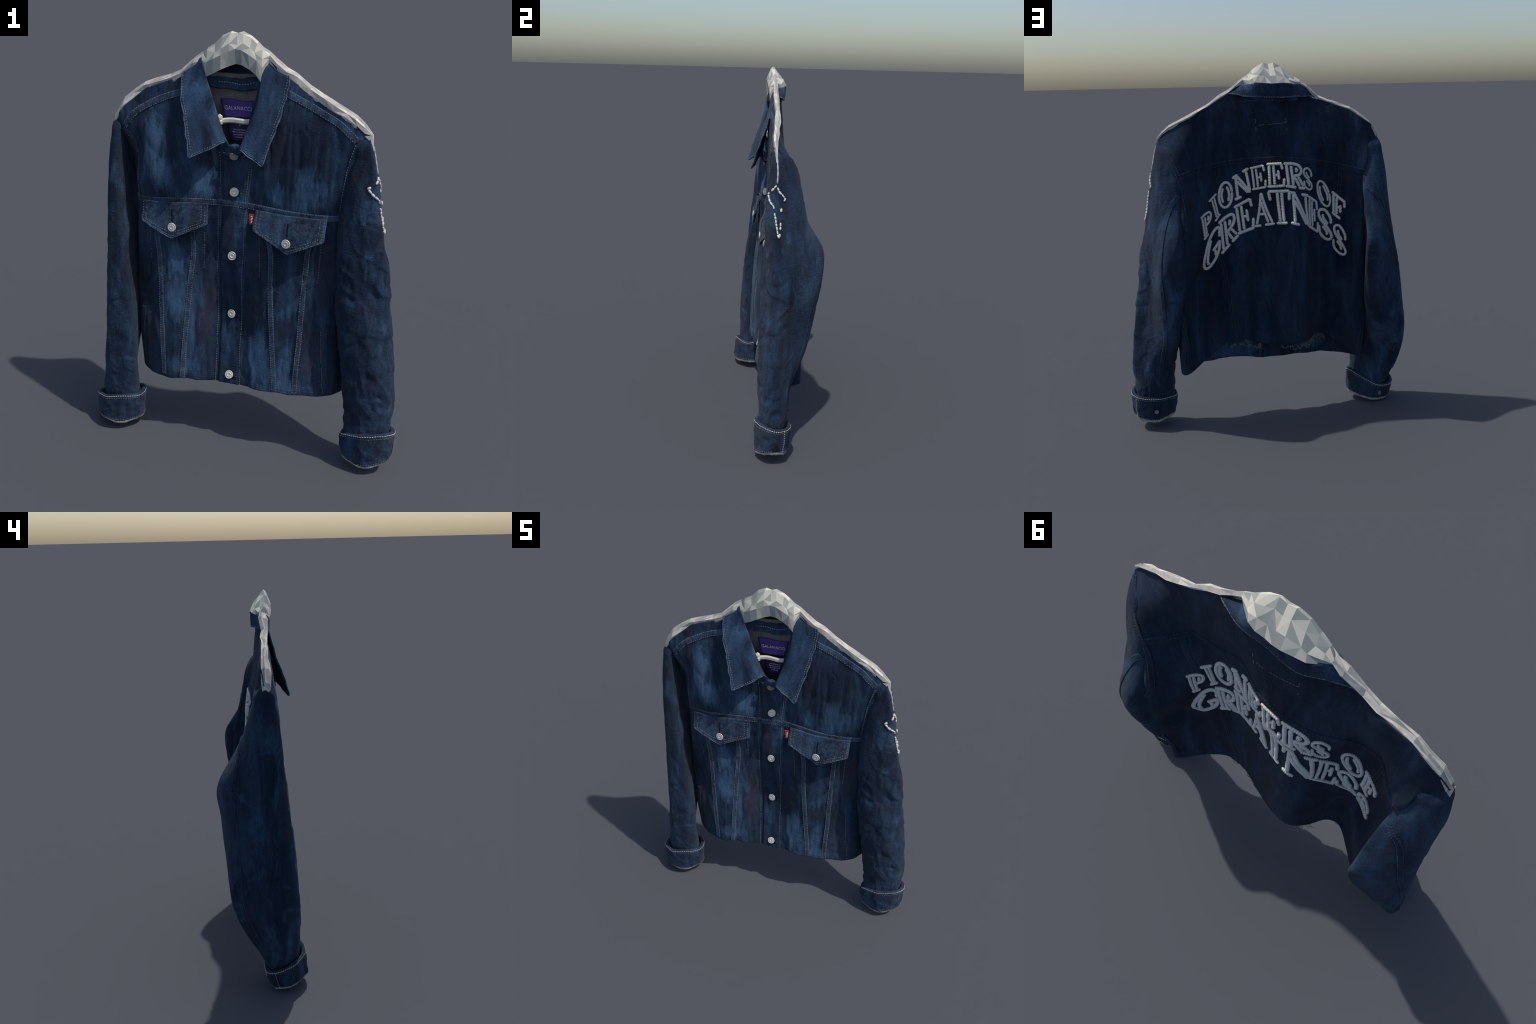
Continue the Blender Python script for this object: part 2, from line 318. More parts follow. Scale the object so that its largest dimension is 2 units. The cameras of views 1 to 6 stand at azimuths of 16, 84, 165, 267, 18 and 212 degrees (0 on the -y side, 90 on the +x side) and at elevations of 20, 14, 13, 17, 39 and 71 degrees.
M["hanger_pink"] = plain("hanger_beige", (.36, .33, .305), (.66, .62, .56), 26, .7, .1)
M["fleece"] = plain("fleece", (.10, .096, .092), (.24, .232, .222), 180, 1.0, .9)  # grey lightened to offset the shadow inside the neck
M["purple"] = plain("label_purple", (.050, .028, .16), (.075, .045, .23), 40, .5, .1)
M["violet"] = plain("label_dark_purple", (.022, .012, .07), (.04, .022, .12), 40, .5, .1)
M["print"] = plain("label_print", (.42, .38, .50), (.55, .50, .62), 80, .6, .1)
M["red"] = plain("tab_red", (.48, .02, .03), (.62, .05, .06), 120, .7, .3)
M["white"] = plain("tab_white", (.75, .62, .62), (.85, .75, .75), 120, .7, .3)
M["rim"] = plain("cuff_lining_grey", (.22, .21, .20), (.60, .57, .52), 45, .95, .6)
M["hole"] = plain("buttonhole_dark", (.006, .007, .012), (.015, .016, .022), 200, .95, .3)

# ------------------------------------------------------------------ mesh helpers
def add(name, V, F, mats, parent, smooth=True, idx=None, **props):
    me = bpy.data.meshes.new(name)
    me.from_pydata([tuple(map(float, v)) for v in V], [], [tuple(map(int, f)) for f in F])
    me.update()
    for m in (mats if isinstance(mats, (list, tuple)) else [mats]): me.materials.append(M[m])
    if idx is not None: me.polygons.foreach_set("material_index", np.array(idx, np.int32))
    me.polygons.foreach_set("use_smooth", np.full(len(me.polygons), smooth))
    o = bpy.data.objects.new(name, me); bpy.context.scene.collection.objects.link(o)
    o.parent = parent
    for k, v in props.items(): o[k] = v
    return o

def empty(name, **props):
    o = bpy.data.objects.new(name, None); bpy.context.scene.collection.objects.link(o)
    for k, v in props.items(): o[k] = v
    return o

def normals(P):
    a = np.gradient(P, axis=0); b = np.gradient(P, axis=1)
    n = np.cross(a, b); return n / (np.linalg.norm(n, axis=-1, keepdims=True) + 1e-12)

def shell(name, P, outward, thick, mats, parent, **props):
    """Closed cloth sheet from a grid of points; outward(P) tells which way is outside."""
    n = normals(P); s = np.sign((n * outward).sum(-1).mean()); n = n * s
    h, w = P.shape[:2]; Q = P - n * thick
    V = np.concatenate([P.reshape(-1, 3), Q.reshape(-1, 3)]); F = []; idx = []; o = h * w
    for i in range(h - 1):
        for j in range(w - 1):
            q = [i * w + j, (i + 1) * w + j, (i + 1) * w + j + 1, i * w + j + 1]
            if s < 0: q = q[::-1]
            F.append(q); idx.append(0)
            F.append([o + v for v in q[::-1]]); idx.append(1 if len(mats) > 1 else 0)
    rim = [(0, j) for j in range(w)] + [(i, w - 1) for i in range(1, h)] + [(h - 1, j) for j in range(w - 2, -1, -1)] + [(i, 0) for i in range(h - 2, 0, -1)]
    r = [i * w + j for i, j in rim]
    for a, b in zip(r, r[1:] + r[:1]):
        q = [a, b, o + b, o + a]
        F.append(q if s > 0 else q[::-1]); idx.append(0)
    return add(name, V, F, mats, parent, True, idx, **props)

# surfaces: S(a, b) gives points and outward normals
def surf_of(point, outward_y=None, centre=None):
    def S(a, b):
        a = np.asarray(a, float); b = np.asarray(b, float); e = 4e-3
        p = point(a, b); n = np.cross(point(a + e, b) - point(a - e, b), point(a, b + e) - point(a, b - e))
        n /= np.linalg.norm(n, axis=-1, keepdims=True) + 1e-12
        if outward_y is not None: n *= np.sign(n[..., 1:2] * outward_y + 1e-9)
        else:
            c = centre(p); n *= np.sign((n * (p - c)).sum(-1, keepdims=True) + 1e-9)
        return p, n
    return S
def fpoint(x, z): return np.stack(np.broadcast_arrays(x, front_y(x, z), z), -1)
def bpoint(x, z): return np.stack(np.broadcast_arrays(x, back_y(x, z), z), -1)
FS = surf_of(fpoint, -1); BS = surf_of(bpoint, 1)
def sleeve_surface(sections):
    zs = np.array([s[0] for s in sections])[::-1]; mid = np.array([s[1] for s in sections]).mean(1)[::-1]
    return surf_of(lambda u, z: sleeve_point(sections, u, z), None,
                   lambda p: np.stack([np.interp(p[..., 2], zs, mid[:, 0]), np.interp(p[..., 2], zs, mid[:, 1]), p[..., 2]], -1))
LS = sleeve_surface(SLEEVE_L); RS = sleeve_surface(SLEEVE_R)

def curve(points, step, closed=False, soft=True):
    """Resample a hand-drawn path (Catmull-Rom) at even steps."""
    p = np.array(points, float)
    if soft and len(p) > 2:
        q = np.vstack([p[-2] if closed else 2 * p[0] - p[1], p, p[1] if closed else 2 * p[-1] - p[-2]])
        out = []
        for i in range(1, len(q) - 2):
            t = np.linspace(0, 1, 12, endpoint=False)[:, None]
            out.append(.5 * (2 * q[i] + (q[i + 1] - q[i - 1]) * t + (2 * q[i - 1] - 5 * q[i] + 4 * q[i + 1] - q[i + 2]) * t ** 2 + (3 * q[i] - q[i - 1] - 3 * q[i + 1] + q[i + 2]) * t ** 3))
        p = np.vstack(out + [p[-1:]])
    d = np.r_[0, np.cumsum(np.linalg.norm(np.diff(p, axis=0), axis=1))]
    n = max(2, int(round(d[-1] / step)) + 1); s = np.linspace(0, d[-1], n)
    return np.stack([np.interp(s, d, p[:, i]) for i in range(p.shape[1])], 1)

def on(S, path): return S(path[:, 0], path[:, 1])

def side(P, N):
    t = np.gradient(P, axis=0); t /= np.linalg.norm(t, axis=1, keepdims=True) + 1e-12
    b = np.cross(N, t); return t, b / (np.linalg.norm(b, axis=1, keepdims=True) + 1e-12)

def path3(S, path, step):
    """Drawn path on a surface, resampled evenly in space."""
    P, N = on(S, curve(path, .004))
    d = np.r_[0, np.cumsum(np.linalg.norm(np.diff(P, axis=0), axis=1))]
    n = max(2, int(d[-1] / step) + 1); s = np.linspace(0, d[-1], n)
    f = lambda A: np.stack([np.interp(s, d, A[:, i]) for i in range(3)], 1)
    N = f(N); return f(P), N / np.linalg.norm(N, axis=1, keepdims=True)

def ribbon(P, N, width, lift, sink=.004):
    t, b = side(P, N)
    prof = [(-.5, -sink), (-.5, lift * .6), (-.40, lift), (.40, lift), (.5, lift * .6), (.5, -sink)]
    wob = np.ones(len(P))
    V = np.concatenate([(P + b * (width * a) * wob[:, None] + N * h)[:, None] for a, h in prof], 1)
    n, k = V.shape[:2]; F = []
    for i in range(n - 1):
        for j in range(k - 1):
            F.append([i * k + j, (i + 1) * k + j, (i + 1) * k + j + 1, i * k + j + 1])
    F += [list(range(k)), [(n - 1) * k + j for j in range(k)][::-1]]
    return V.reshape(-1, 3), F

class Bag:
    """Collects many small pieces into one mesh."""
    def __init__(self): self.V = []; self.F = []; self.n = 0
    def put(self, V, F):
        self.V.append(np.asarray(V)); self.F += [[i + self.n for i in f] for f in F]; self.n += len(V)
    def make(self, name, mats, parent, **props):
        return add(name, np.concatenate(self.V), self.F, mats, parent, True, **props)

def stitches(bag, P, N, offset, lift, dash=.0075, gap=.0045, w=.0013):
    t, b = side(P, N); Q = P + b * offset + N * lift
    d = np.r_[0, np.cumsum(np.linalg.norm(np.diff(Q, axis=0), axis=1))]
    s = 0
    while s + dash < d[-1]:
        a = np.array([np.interp(s, d, Q[:, i]) for i in range(3)]); c = np.array([np.interp(s + dash, d, Q[:, i]) for i in range(3)])
        i = min(np.searchsorted(d, s), len(P) - 1); nn = N[i]; bb = b[i] * w
        tt = (c - a) * .18; m = nn * w * .9
        V = [a - nn * w, a + tt + bb, a + tt - bb, a + tt + m, c - tt + bb, c - tt - bb, c - tt + m, c - nn * w]
        bag.put(V, [[0, 3, 1], [0, 2, 3], [1, 3, 6, 4], [3, 2, 5, 6], [4, 6, 7], [6, 5, 7]])
        s += dash + gap * (.8 + .5 * R.random()) + (dash * 2 if bag is not pale and R.random() < .06 else 0)

def tube(bag, P, N, w, h, bumps=0.0, pitch=.009, sides=8, closed=False, taper=True, seed=0.0):
    """Flattened yarn row lying on a surface; bumps make single stitches."""
    t, b = side(P, N)
    d = np.r_[0, np.cumsum(np.linalg.norm(np.diff(P, axis=0), axis=1))]
    m = 1 + bumps * np.abs(np.sin(np.pi * d / pitch + seed)) - bumps * .5 + bumps * .5 * np.sin(d * 700 + seed * 9) * .5
    if taper:
        e = np.minimum(d, d[-1] - d); m = m * np.sqrt(np.clip(e / (w * .9), 0.02, 1))
    a = np.linspace(0, 2 * np.pi, sides, endpoint=False)
    V = P[:, None] + (b[:, None] * np.cos(a)[None, :, None] * w + N[:, None] * (np.sin(a)[None, :, None] * h)) * m[:, None, None] + N[:, None] * (h * .45)
    n = len(P); F = []
    for i in range(n - 1):
        for j in range(sides):
            k = (j + 1) % sides
            F.append([i * sides + j, i * sides + k, (i + 1) * sides + k, (i + 1) * sides + j])
    F += [list(range(sides))[::-1], [(n - 1) * sides + j for j in range(sides)]]
    bag.put(V.reshape(-1, 3), F)

# ------------------------------------------------------------------ the jacket
jacket = empty(JACKET, label="dark blue faded denim jacket with embroidered back lettering", category="jacket")

def sheet_grid(lo, hi, hem, yoke, top, part, side_fn, cols, rows):
    """Grid of one torso panel; part 0 runs hem to yoke seam, part 1 yoke seam to shoulder."""
    s = np.linspace(lo, hi, cols)[None, :]; t = np.linspace(0, 1, rows)[:, None]
    zn = (.33 + t * .91) if part == 0 else (1.24 + t * .36)
    xl, xr = XL(zn), XR(zn)
    x = xl + (xr - xl) * s
    z = (hem(x) + (yoke(x) - hem(x)) * t) if part == 0 else (yoke(x) + (top(x) - yoke(x)) * t)
    return np.stack([x, side_fn(x, z), z], -1)

MEET = .425      # where the two fronts meet under the button placket
NECK_GAP = .5
for lo, hi in ((0, MEET), (MEET, 1)):
    c = 110 if hi < 1 else 130
    shell("front_panel", sheet_grid(lo, hi, HEM_F, YOKE_F, TOP_F, 0, front_y, c, 170), np.array([0, -1, 0]), .006, ["denim_front"], jacket)
    shell("front_yoke", sheet_grid(lo, hi, HEM_F, YOKE_F, TOP_F, 1, front_y, c + 40, 110), np.array([0, -1, 0]), .006, ["denim_front", "fleece"], jacket)
shell("back_panel", sheet_grid(0, 1, HEM_B, YOKE_B, TOP_B, 0, back_y, 220, 190), np.array([0, 1, 0]), .006, ["denim_back"], jacket)
shell("back_yoke", sheet_grid(0, 1, HEM_B, YOKE_B, TOP_B, 1, back_y, 220, 80), np.array([0, 1, 0]), .006, ["denim_back", "fleece"], jacket)

# raised flat-felled seams with two stitch rows
tan, dark, pale, dim = Bag(), Bag(), Bag(), Bag()
def seam(S, path, width, rows, name="seam", mat="denim_trim", lift=.003, parent=None, bag=None, flip=None):
    P, N = path3(S, path, .006)
    if flip is not None: N = N * flip
    V, F = ribbon(P, N, width, lift)
    o = add(name, V, F, mat, parent or jacket)
    for r in rows: stitches(bag or tan, P, N, r * width, lift + .0006)
    return o
def row(S, path, bag=None, offset=0.0, **k):
    P, N = path3(S, path, .006); stitches(bag or tan, P, N, offset, .0015, **k)

SHOULDER = [[(-.300, 1.732), (-.38, 1.706), (-.462, 1.670), (-.539, 1.623), (-.598, 1.555)], [(.185, 1.757), (.325, 1.690), (.423, 1.642), (.500, 1.579)]]
for p in SHOULDER: seam(FS, p, .030, (-.42, .42), "shoulder_seam")
seam(FS, [(-.604, 1.547), (-.553, 1.480), (-.535, 1.369), (-.533, 1.256), (-.560, 1.19)], .022, (-.35, .35), "armhole_seam", "denim_front")
seam(FS, [(.500, 1.565), (.476, 1.478), (.458, 1.372), (.449, 1.279), (.447, 1.2)], .022, (-.35, .35), "armhole_seam", "denim_front")
seam(FS, [(-.575, 1.205), (-.507, 1.218), (-.303, 1.238), (-.109, 1.250), (.016, 1.241), (.180, 1.234), (.388, 1.230), (.446, 1.233)], .028, (-.40, .40), "yoke_seam")
PRINCESS = [[(-.433, 1.10), (-.415, .951), (-.408, .86), (-.401, .684), (-.387, .330)], [(-.245, 1.11), (-.242, .968), (-.253, .86), (-.271, .623), (-.293, .322)],
            [(.125, 1.09), (.137, 1.002), (.141, .879), (.162, .615), (.187, .343)], [(.313, 1.10), (.305, 1.020), (.297, .795), (.290, .561), (.284, .342)]]
for p in PRINCESS: seam(FS, p, .026, (-.38, .38), "princess_seam")
for p in ([(-.469, 1.09), (-.461, .908)], [(-.192, .916), (-.183, 1.109)], [(.078, 1.10), (.086, .907)], [(.361, .917), (.367, 1.110)]): row(FS, p)
for p in ([(-.461, .908), (-.323, .825)], [(-.323, .825), (-.192, .916)], [(.086, .907), (.226, .822)], [(.226, .822), (.361, .917)]): row(FS, p, dark, gap=.002)
# side welt pockets
for p in ([(.382, .672), (.396, .51), (.413, .352)], [(.426, .688), (.431, .530), (.456, .352)]): row(FS, p, dark, gap=.002)
seam(FS, [(.404, .680), (.414, .52), (.432, .356)], .034, (-.42,), "welt_pocket", "denim_front", .004)
seam(FS, [(-.512, .665), (-.516, .52), (-.520, .35)], .030, (.42,), "welt_pocket", "denim_front", .004, bag=dark)
row(FS, [(-.52, .335), (-.366, .336), (-.12, .349)], dark); row(FS, [(.03, .349), (.20, .361), (.30, .358), (.45, .366)], dark)

# button placket
PL = [(-.109, 1.478), (-.102, 1.351), (-.101, 1.238), (-.113, .962), (-.114, .878), (-.112, .553), (-.109, .328)]
PR = [(.042, 1.478), (.020, 1.30), (.016, 1.238), (.012, .977), (.008, .892), (.009, .575), (.018, .333)]
def placket():
    a, b = curve(PL, .006), curve(PR, .006); n = 190
    f = lambda c: np.stack([np.interp(np.linspace(0, 1, n), np.linspace(0, 1, len(c)), c[:, i]) for i in (0, 1)], 1)
    a, b = f(a), f(b); w = np.linspace(0, 1, 24)[None, :, None]
    xz = a[:, None] * (1 - w) + b[:, None] * w
    P, N = FS(xz[..., 0], xz[..., 1])
    lift = .009 * np.sqrt(np.clip(np.minimum(w / .06, 1), .02, 1)) * (1 - .75 * smooth01((w - .75) / .25))
    crease = .0028 * fold_noise(xz[..., 0] * 16, xz[..., 1] * 22, 0 * xz[..., 0], 31)[..., None]
    shell("button_placket", P + N * (lift + crease), np.array([0, -1, 0]), .009, ["denim_placket"], jacket)
placket()
P, N = path3(FS, [(x - .010, z) for x, z in PR], .006); stitches(tan, P, N, 0, .0075)
P, N = path3(FS, [(-.100, 1.2505), (-.04, 1.246), (.014, 1.241)], .006); V, F = ribbon(P + N * .009, N, .028, .003); add("yoke_seam", V, F, "denim_trim", jacket)
for q in (-.40, .40): stitches(tan, P, N, .028 * q, .0126)
row(FS, [(x - .014, z) for x, z in PL], tan, 0)

# ------------------------------------------------------------------ pocket flaps
def flap(corners):
    """Five-sided flap: straight top, pointed lower edge, bulging towards its tip."""
    tl, tr, br, tip, bl = [np.array(c) for c in corners]
    u = np.linspace(0, 1, 60)[None, :, None]; v = np.linspace(0, 1, 34)[:, None, None]
    k = (tip - bl)[0] / (br - bl)[0]
    low = np.where(u < k, bl + (tip - bl) * (u / k), tip + (br - tip) * ((u - k) / (1 - k)))
    top = tl + (tr - tl) * u
    xz = top * (1 - v) + low * v
    xz = xz + .0014 * np.stack([noise(np.stack([xz[..., 1] * 40, xz[..., 0] * 9, xz[..., 0] * 0 + q], -1), 41) for q in (1, 2)], -1) * v
    P = np.stack([xz[..., 0], FRONT(xz[..., 0], xz[..., 1]) - .003, xz[..., 1]], -1); N = np.zeros_like(P); N[..., 1] = -1
    lift = .010 + .024 * v ** 1.5 + .004 * np.sin(np.pi * v) * np.sin(np.pi * u)
    Q = P + N * lift + N * .0022 * fold_noise(xz[..., 0] * 15, xz[..., 1] * 15, 0 * xz[..., 0] + 2, 43)[..., None]
    o = shell("pocket_flap", Q, np.array([0, -1, 0]), .010, ["denim_trim"], jacket)
    nn = normals(Q); nn *= -np.sign(nn[..., 1:2])
    outline = [(i, 1) for i in range(1, 33)] + [(32, j) for j in range(2, 59)] + [(i, 58) for i in range(32, 0, -1)]
    for inset in (0, 3):
        ring = [(i, 2 + inset) for i in range(2, 31 - inset)] + [(31 - inset, j) for j in range(3 + inset, 57 - inset)] + [(i, 57 - inset) for i in range(30 - inset, 1, -1)]
        if inset == 0: ring = [(min(i, 32), j) for i, j in ring]
        a = np.array(ring); stitches(tan, Q[a[:, 0], a[:, 1]], nn[a[:, 0], a[:, 1]], 0, .001)
        if inset == 3: break
    a = np.array([(33, j) for j in range(60)]); edge = Bag()
    tube(edge, Q[a[:, 0], a[:, 1]] - nn[a[:, 0], a[:, 1]] * .004, nn[a[:, 0], a[:, 1]], .0028, .0034, .3, .016)
    edge.make("flap_edge", "denim_edge", o, kind="stuff")
    return o, Q, nn
flap_r, QR, NR = flap([(-.511, 1.217), (-.166, 1.243), (-.160, 1.152), (-.341, 1.058), (-.503, 1.131)])
flap_l, QL, NL = flap([(.057, 1.230), (.390, 1.225), (.385, 1.128), (.219, 1.054), (.053, 1.147)])

# ------------------------------------------------------------------ buttons
def lathe(profile, n=28):
    V, F = [], []
    for r, h in profile:
        V += [(r * math.cos(2 * math.pi * k / n), r * math.sin(2 * math.pi * k / n), h) for k in range(n)]
    for i in range(len(profile) - 1):
        for k in range(n):
            j = (k + 1) % n; F.append([i * n + k, i * n + j, (i + 1) * n + j, (i + 1) * n + k])
    F += [list(range(n))[::-1], [(len(profile) - 1) * n + k for k in range(n)]]
    return V, F
BV, BF = lathe([(.009, -.006), (.012, .003), (.0195, .004), (.0212, .006), (.0205, .0085), (.0180, .0095), (.0165, .0082), (.0125, .0080), (.0115, .0098), (.0080, .0102), (.0065, .0085), (.001, .0085)])
from mathutils import Vector, Matrix
button_mesh = {}
def button(P, N, mat="metal", size=1.0, parent=None, roll=0.0):
    if mat not in button_mesh:
        o = add("button", BV, BF, mat, parent or jacket); button_mesh[mat] = o.data
    else:
        o = bpy.data.objects.new("button", button_mesh[mat]); bpy.context.scene.collection.objects.link(o); o.parent = parent or jacket
    q = Vector((0, 0, 1)).rotation_difference(Vector(N)).to_matrix().to_4x4()
    o.matrix_world = Matrix.Translation(Vector(P)) @ q @ Matrix.Rotation(roll, 4, "Z") @ Matrix.Scale(size, 4)
    return o
for x, z, dy in ((-.050, 1.470, .014), (-.053, 1.299, .010), (-.052, .991, .010), (-.053, .684, .010), (-.050, .373, .010)):
    p, n = FS(np.array([x]), np.array([z])); n = n[0] + np.array([R.uniform(-.2, .2), 0, R.uniform(-.1, .25)]); n /= np.linalg.norm(n)
    button(p[0] + n * dy, n, "brass" if z > 1.4 else "metal")
    h = Bag(); q = np.array([[x + .020 + .016 * k, z - .002] for k in np.linspace(0, 1, 8)]); P, N = on(FS, q)
    tube(h, P + N * .009, N, .0035, .002); h.make("buttonhole", "hole", jacket)
    e = q[-3:] + np.array([.004, .001]); P, N = on(FS, e); tube(tan, P + N * .010, N, .002, .002)
for Q, N, (i, j), f in ((QR, NR, (23, 29), flap_r), (QL, NL, (24, 29), flap_l)):
    button(Q[i, j], N[i, j], "metal", 1.0, f)
    h = Bag(); a = np.arange(6, i - 4); tube(h, Q[a, j] - N[a, j] * .0005, N[a, j], .0035, .002); h.make("buttonhole", "hole", f)

# red tab at the pocket with a few woven marks
def box(c, h, rot=0.0):
    V = [(sx * h[0], sy * h[1], sz * h[2]) for sx in (-1, 1) for sy in (-1, 1) for sz in (-1, 1)]
    ca, sa = math.cos(rot), math.sin(rot)
    V = [(c[0] + x * ca - z * sa, c[1] + y, c[2] + x * sa + z * ca) for x, y, z in V]
    return V, [(0, 1, 3, 2), (4, 6, 7, 5), (0, 4, 5, 1), (2, 3, 7, 6), (0, 2, 6, 4), (1, 5, 7, 3)]
ty = float(front_y(.041, 1.186)) - .020
tab = add("fabric_tab", *box((.041, ty, 1.186), (.011, .0025, .024), .05), "red", jacket, False)
mk = Bag()
for dz, dx in ((.012, 0), (.005, .002), (-.002, -.001), (-.009, .001), (-.015, 0)):
    mk.put(*box((.041 + dx, ty - .003, 1.186 + dz), (.004, .001, .0018), .3))
mk.make("tab_lettering", "white", tab, kind="stuff")

# ------------------------------------------------------------------ collar
# stations from the wearer's right tip round the neck to the left tip: fold point, outer edge point, foot of the stand
COLLAR = [
    ((-.082, -.098, 1.531), (-.228, -.178, 1.463), (-.07, -.080, 1.50)),
    ((-.112, -.100, 1.60), (-.254, -.160, 1.54), (-.10, -.078, 1.56)),
    ((-.150, -.092, 1.70), (-.282, -.122, 1.65), (-.135, -.068, 1.66)),
    ((-.183, -.082, 1.79), (-.303, -.088, 1.74), (-.17, -.055, 1.74)),
    ((-.208, -.078, 1.868), (-.309, -.067, 1.806), (-.19, -.045, 1.79)),
    ((-.215, -.046, 1.890), (-.308, -.038, 1.816), (-.19, -.03, 1.80)),
    ((-.170, -.006, 1.886), (-.240, -.020, 1.820), (-.15, -.022, 1.80)),
    ((-.130, .008, 1.890), (-.134, .011, 1.818), (-.10, -.022, 1.797)),
    ((-.050, .006, 1.892), (-.034, -.002, 1.818), (-.05, -.026, 1.795)),
    ((.030, -.008, 1.892), (.080, -.016, 1.826), (.03, -.034, 1.80)),
    ((.075, -.044, 1.888), (.170, -.056, 1.840), (.06, -.048, 1.81)),
    ((.068, -.080, 1.866), (.186, -.082, 1.829), (.055, -.06, 1.80)),
    ((.064, -.094, 1.790), (.178, -.104, 1.740), (.05, -.072, 1.74)),
    ((.046, -.108, 1.690), (.155, -.134, 1.640), (.03, -.080, 1.66)),
    ((.014, -.126, 1.590), (.131, -.168, 1.538), (.00, -.085, 1.56)),
    ((-.015, -.136, 1.507), (.106, -.192, 1.455), (-.03, -.085, 1.495))]
def collar():
    C = np.array(COLLAR, float).reshape(len(COLLAR), 9)
    C = curve(C, 9e-3 * 1.5); n = len(C)
    fold, edge, foot = C[:, None, 0:3], C[:, None, 3:6], C[:, None, 6:9]
    q = np.linspace(0, 1, n)[:, None]
    t1 = np.linspace(0, 1, 10)[None, :-1, None]; t2 = np.linspace(0, 1, 30)[None, :, None]
    mid = np.array([-.06, -.05, 1.75]); out = edge - foot; out = out / np.linalg.norm(out, axis=-1, keepdims=True)
    out = np.broadcast_to(out, fold.shape) * [1, 1, 0]
    front = smooth01((np.abs(q[..., None] - .5) - .2) / .12)
    nrm = np.array([0, -1, 0]) * front + np.array([0, 1, 0]) * (1 - front)
    foot = fold + (foot - fold) * (.35 + .65 * (1 - front)); stand = foot + (fold - foot) * t1
    leaf = fold + (edge - fold) * t2 + nrm * .005 * np.sin(np.pi * t2 ** .7) + np.array([0, 0, .004]) * np.sin(np.pi * np.minimum(t2 * 3, 1))
    P = np.concatenate([stand, leaf], 1)
    d = fold_noise(P[..., 0] * 14, P[..., 1] * 14, P[..., 2] * 9, 51)[..., None]
    amp = np.concatenate([0 * t1 + 0 * q[..., None], (.010 * t2 ** .5 * (.25 + .75 * front)) + 0 * t2], 1)
    P = P + nrm * d * amp
    rag = noise(np.stack([P[..., 0] * 30, P[..., 1] * 30, P[..., 2] * 30], -1), 53)[..., None]
    P = P + (edge - fold) * np.concatenate([0 * t1, .06 * t2 ** 8], 1) * rag
    nn = normals(P); i = n // 8; s = np.sign((nn[i, -8] * [0, -1, 0]).sum()) or 1
    o = shell("collar", P, nn * s, .009, ["denim_collar"], jacket)
    eb = Bag(); E = P[:, -1] + nn[:, -1] * s * -.003; tube(eb, E, nn[:, -1] * s, .0028, .0034, .25, .016)
    for k in (0, -1):
        E = P[k, 10:] - nn[k, 10:] * s * .003; tube(eb, E, nn[k, 10:] * s, .0028, .0034, .25, .016)
    eb.make("collar_edge", "denim_edge", o, kind="stuff")
    stitches(tan, P[:, -3], nn[:, -3] * s, 0, .001)
    for k in (1, -2): stitches(tan, P[k, 11:-2], nn[k, 11:-2] * s, 0, .001)
collar()
def neck_fold():
    u = np.linspace(-1, 1, 26)[None, :]; v = np.linspace(-1, 1, 18)[:, None]
    x = -.047 + .036 * u + .01 * v; z = 1.507 + .022 * v - .016 * u * u
    y = -.108 - .020 * np.clip(1 - u * u * .7 - v * v * .6, 0, 1) + .012 * fold_noise(x * 30, z * 30, 0 * x, 57)
    shell("neck_fold", np.stack(np.broadcast_arrays(x, y, z), -1), np.array([0, -1, 0]), .005, ["denim_placket"], jacket)
neck_fold()
# back neck facing, fleece lining, labels
def grid(xs, zs, f): 
    x, z = np.meshgrid(xs, zs); return np.stack([x, f(x, z), z], -1)
shell("lining", grid(np.linspace(-.32, .22, 60), np.linspace(1.33, 1.775, 60), lambda x, z: np.maximum(BACK(x, z) - .012 + .003 * noise(np.stack([x * 30, z * 22, x * 0], -1), 61), FRONT(x, z) + .014)), np.array([0, -1, 0]), .004, ["fleece"], jacket)
fx = np.linspace(-.20, .09, 50)
def facing(x, z): return -.058 - .25 * (x + .055) ** 2 + .003 * np.sin(x * 60) + .030 * (z - 1.755) / .05
shell("neck_facing", np.stack([np.stack([fx, facing(fx, z0 + 0 * fx), z0 + .9 * (fx + .055) ** 2 + .003 * np.sin(fx * 50)], -1) for z0 in np.linspace(1.755, 1.80, 14)]), np.array([0, -1, 0]), .012, ["denim_collar"], jacket)
zz = 1.778 + .9 * (fx + .055) ** 2
stitches(pale, np.stack([fx, facing(fx, zz) - .002, zz + .003 * np.sin(fx * 50)], -1), np.tile([0., -1, 0], (50, 1)), 0, .001)

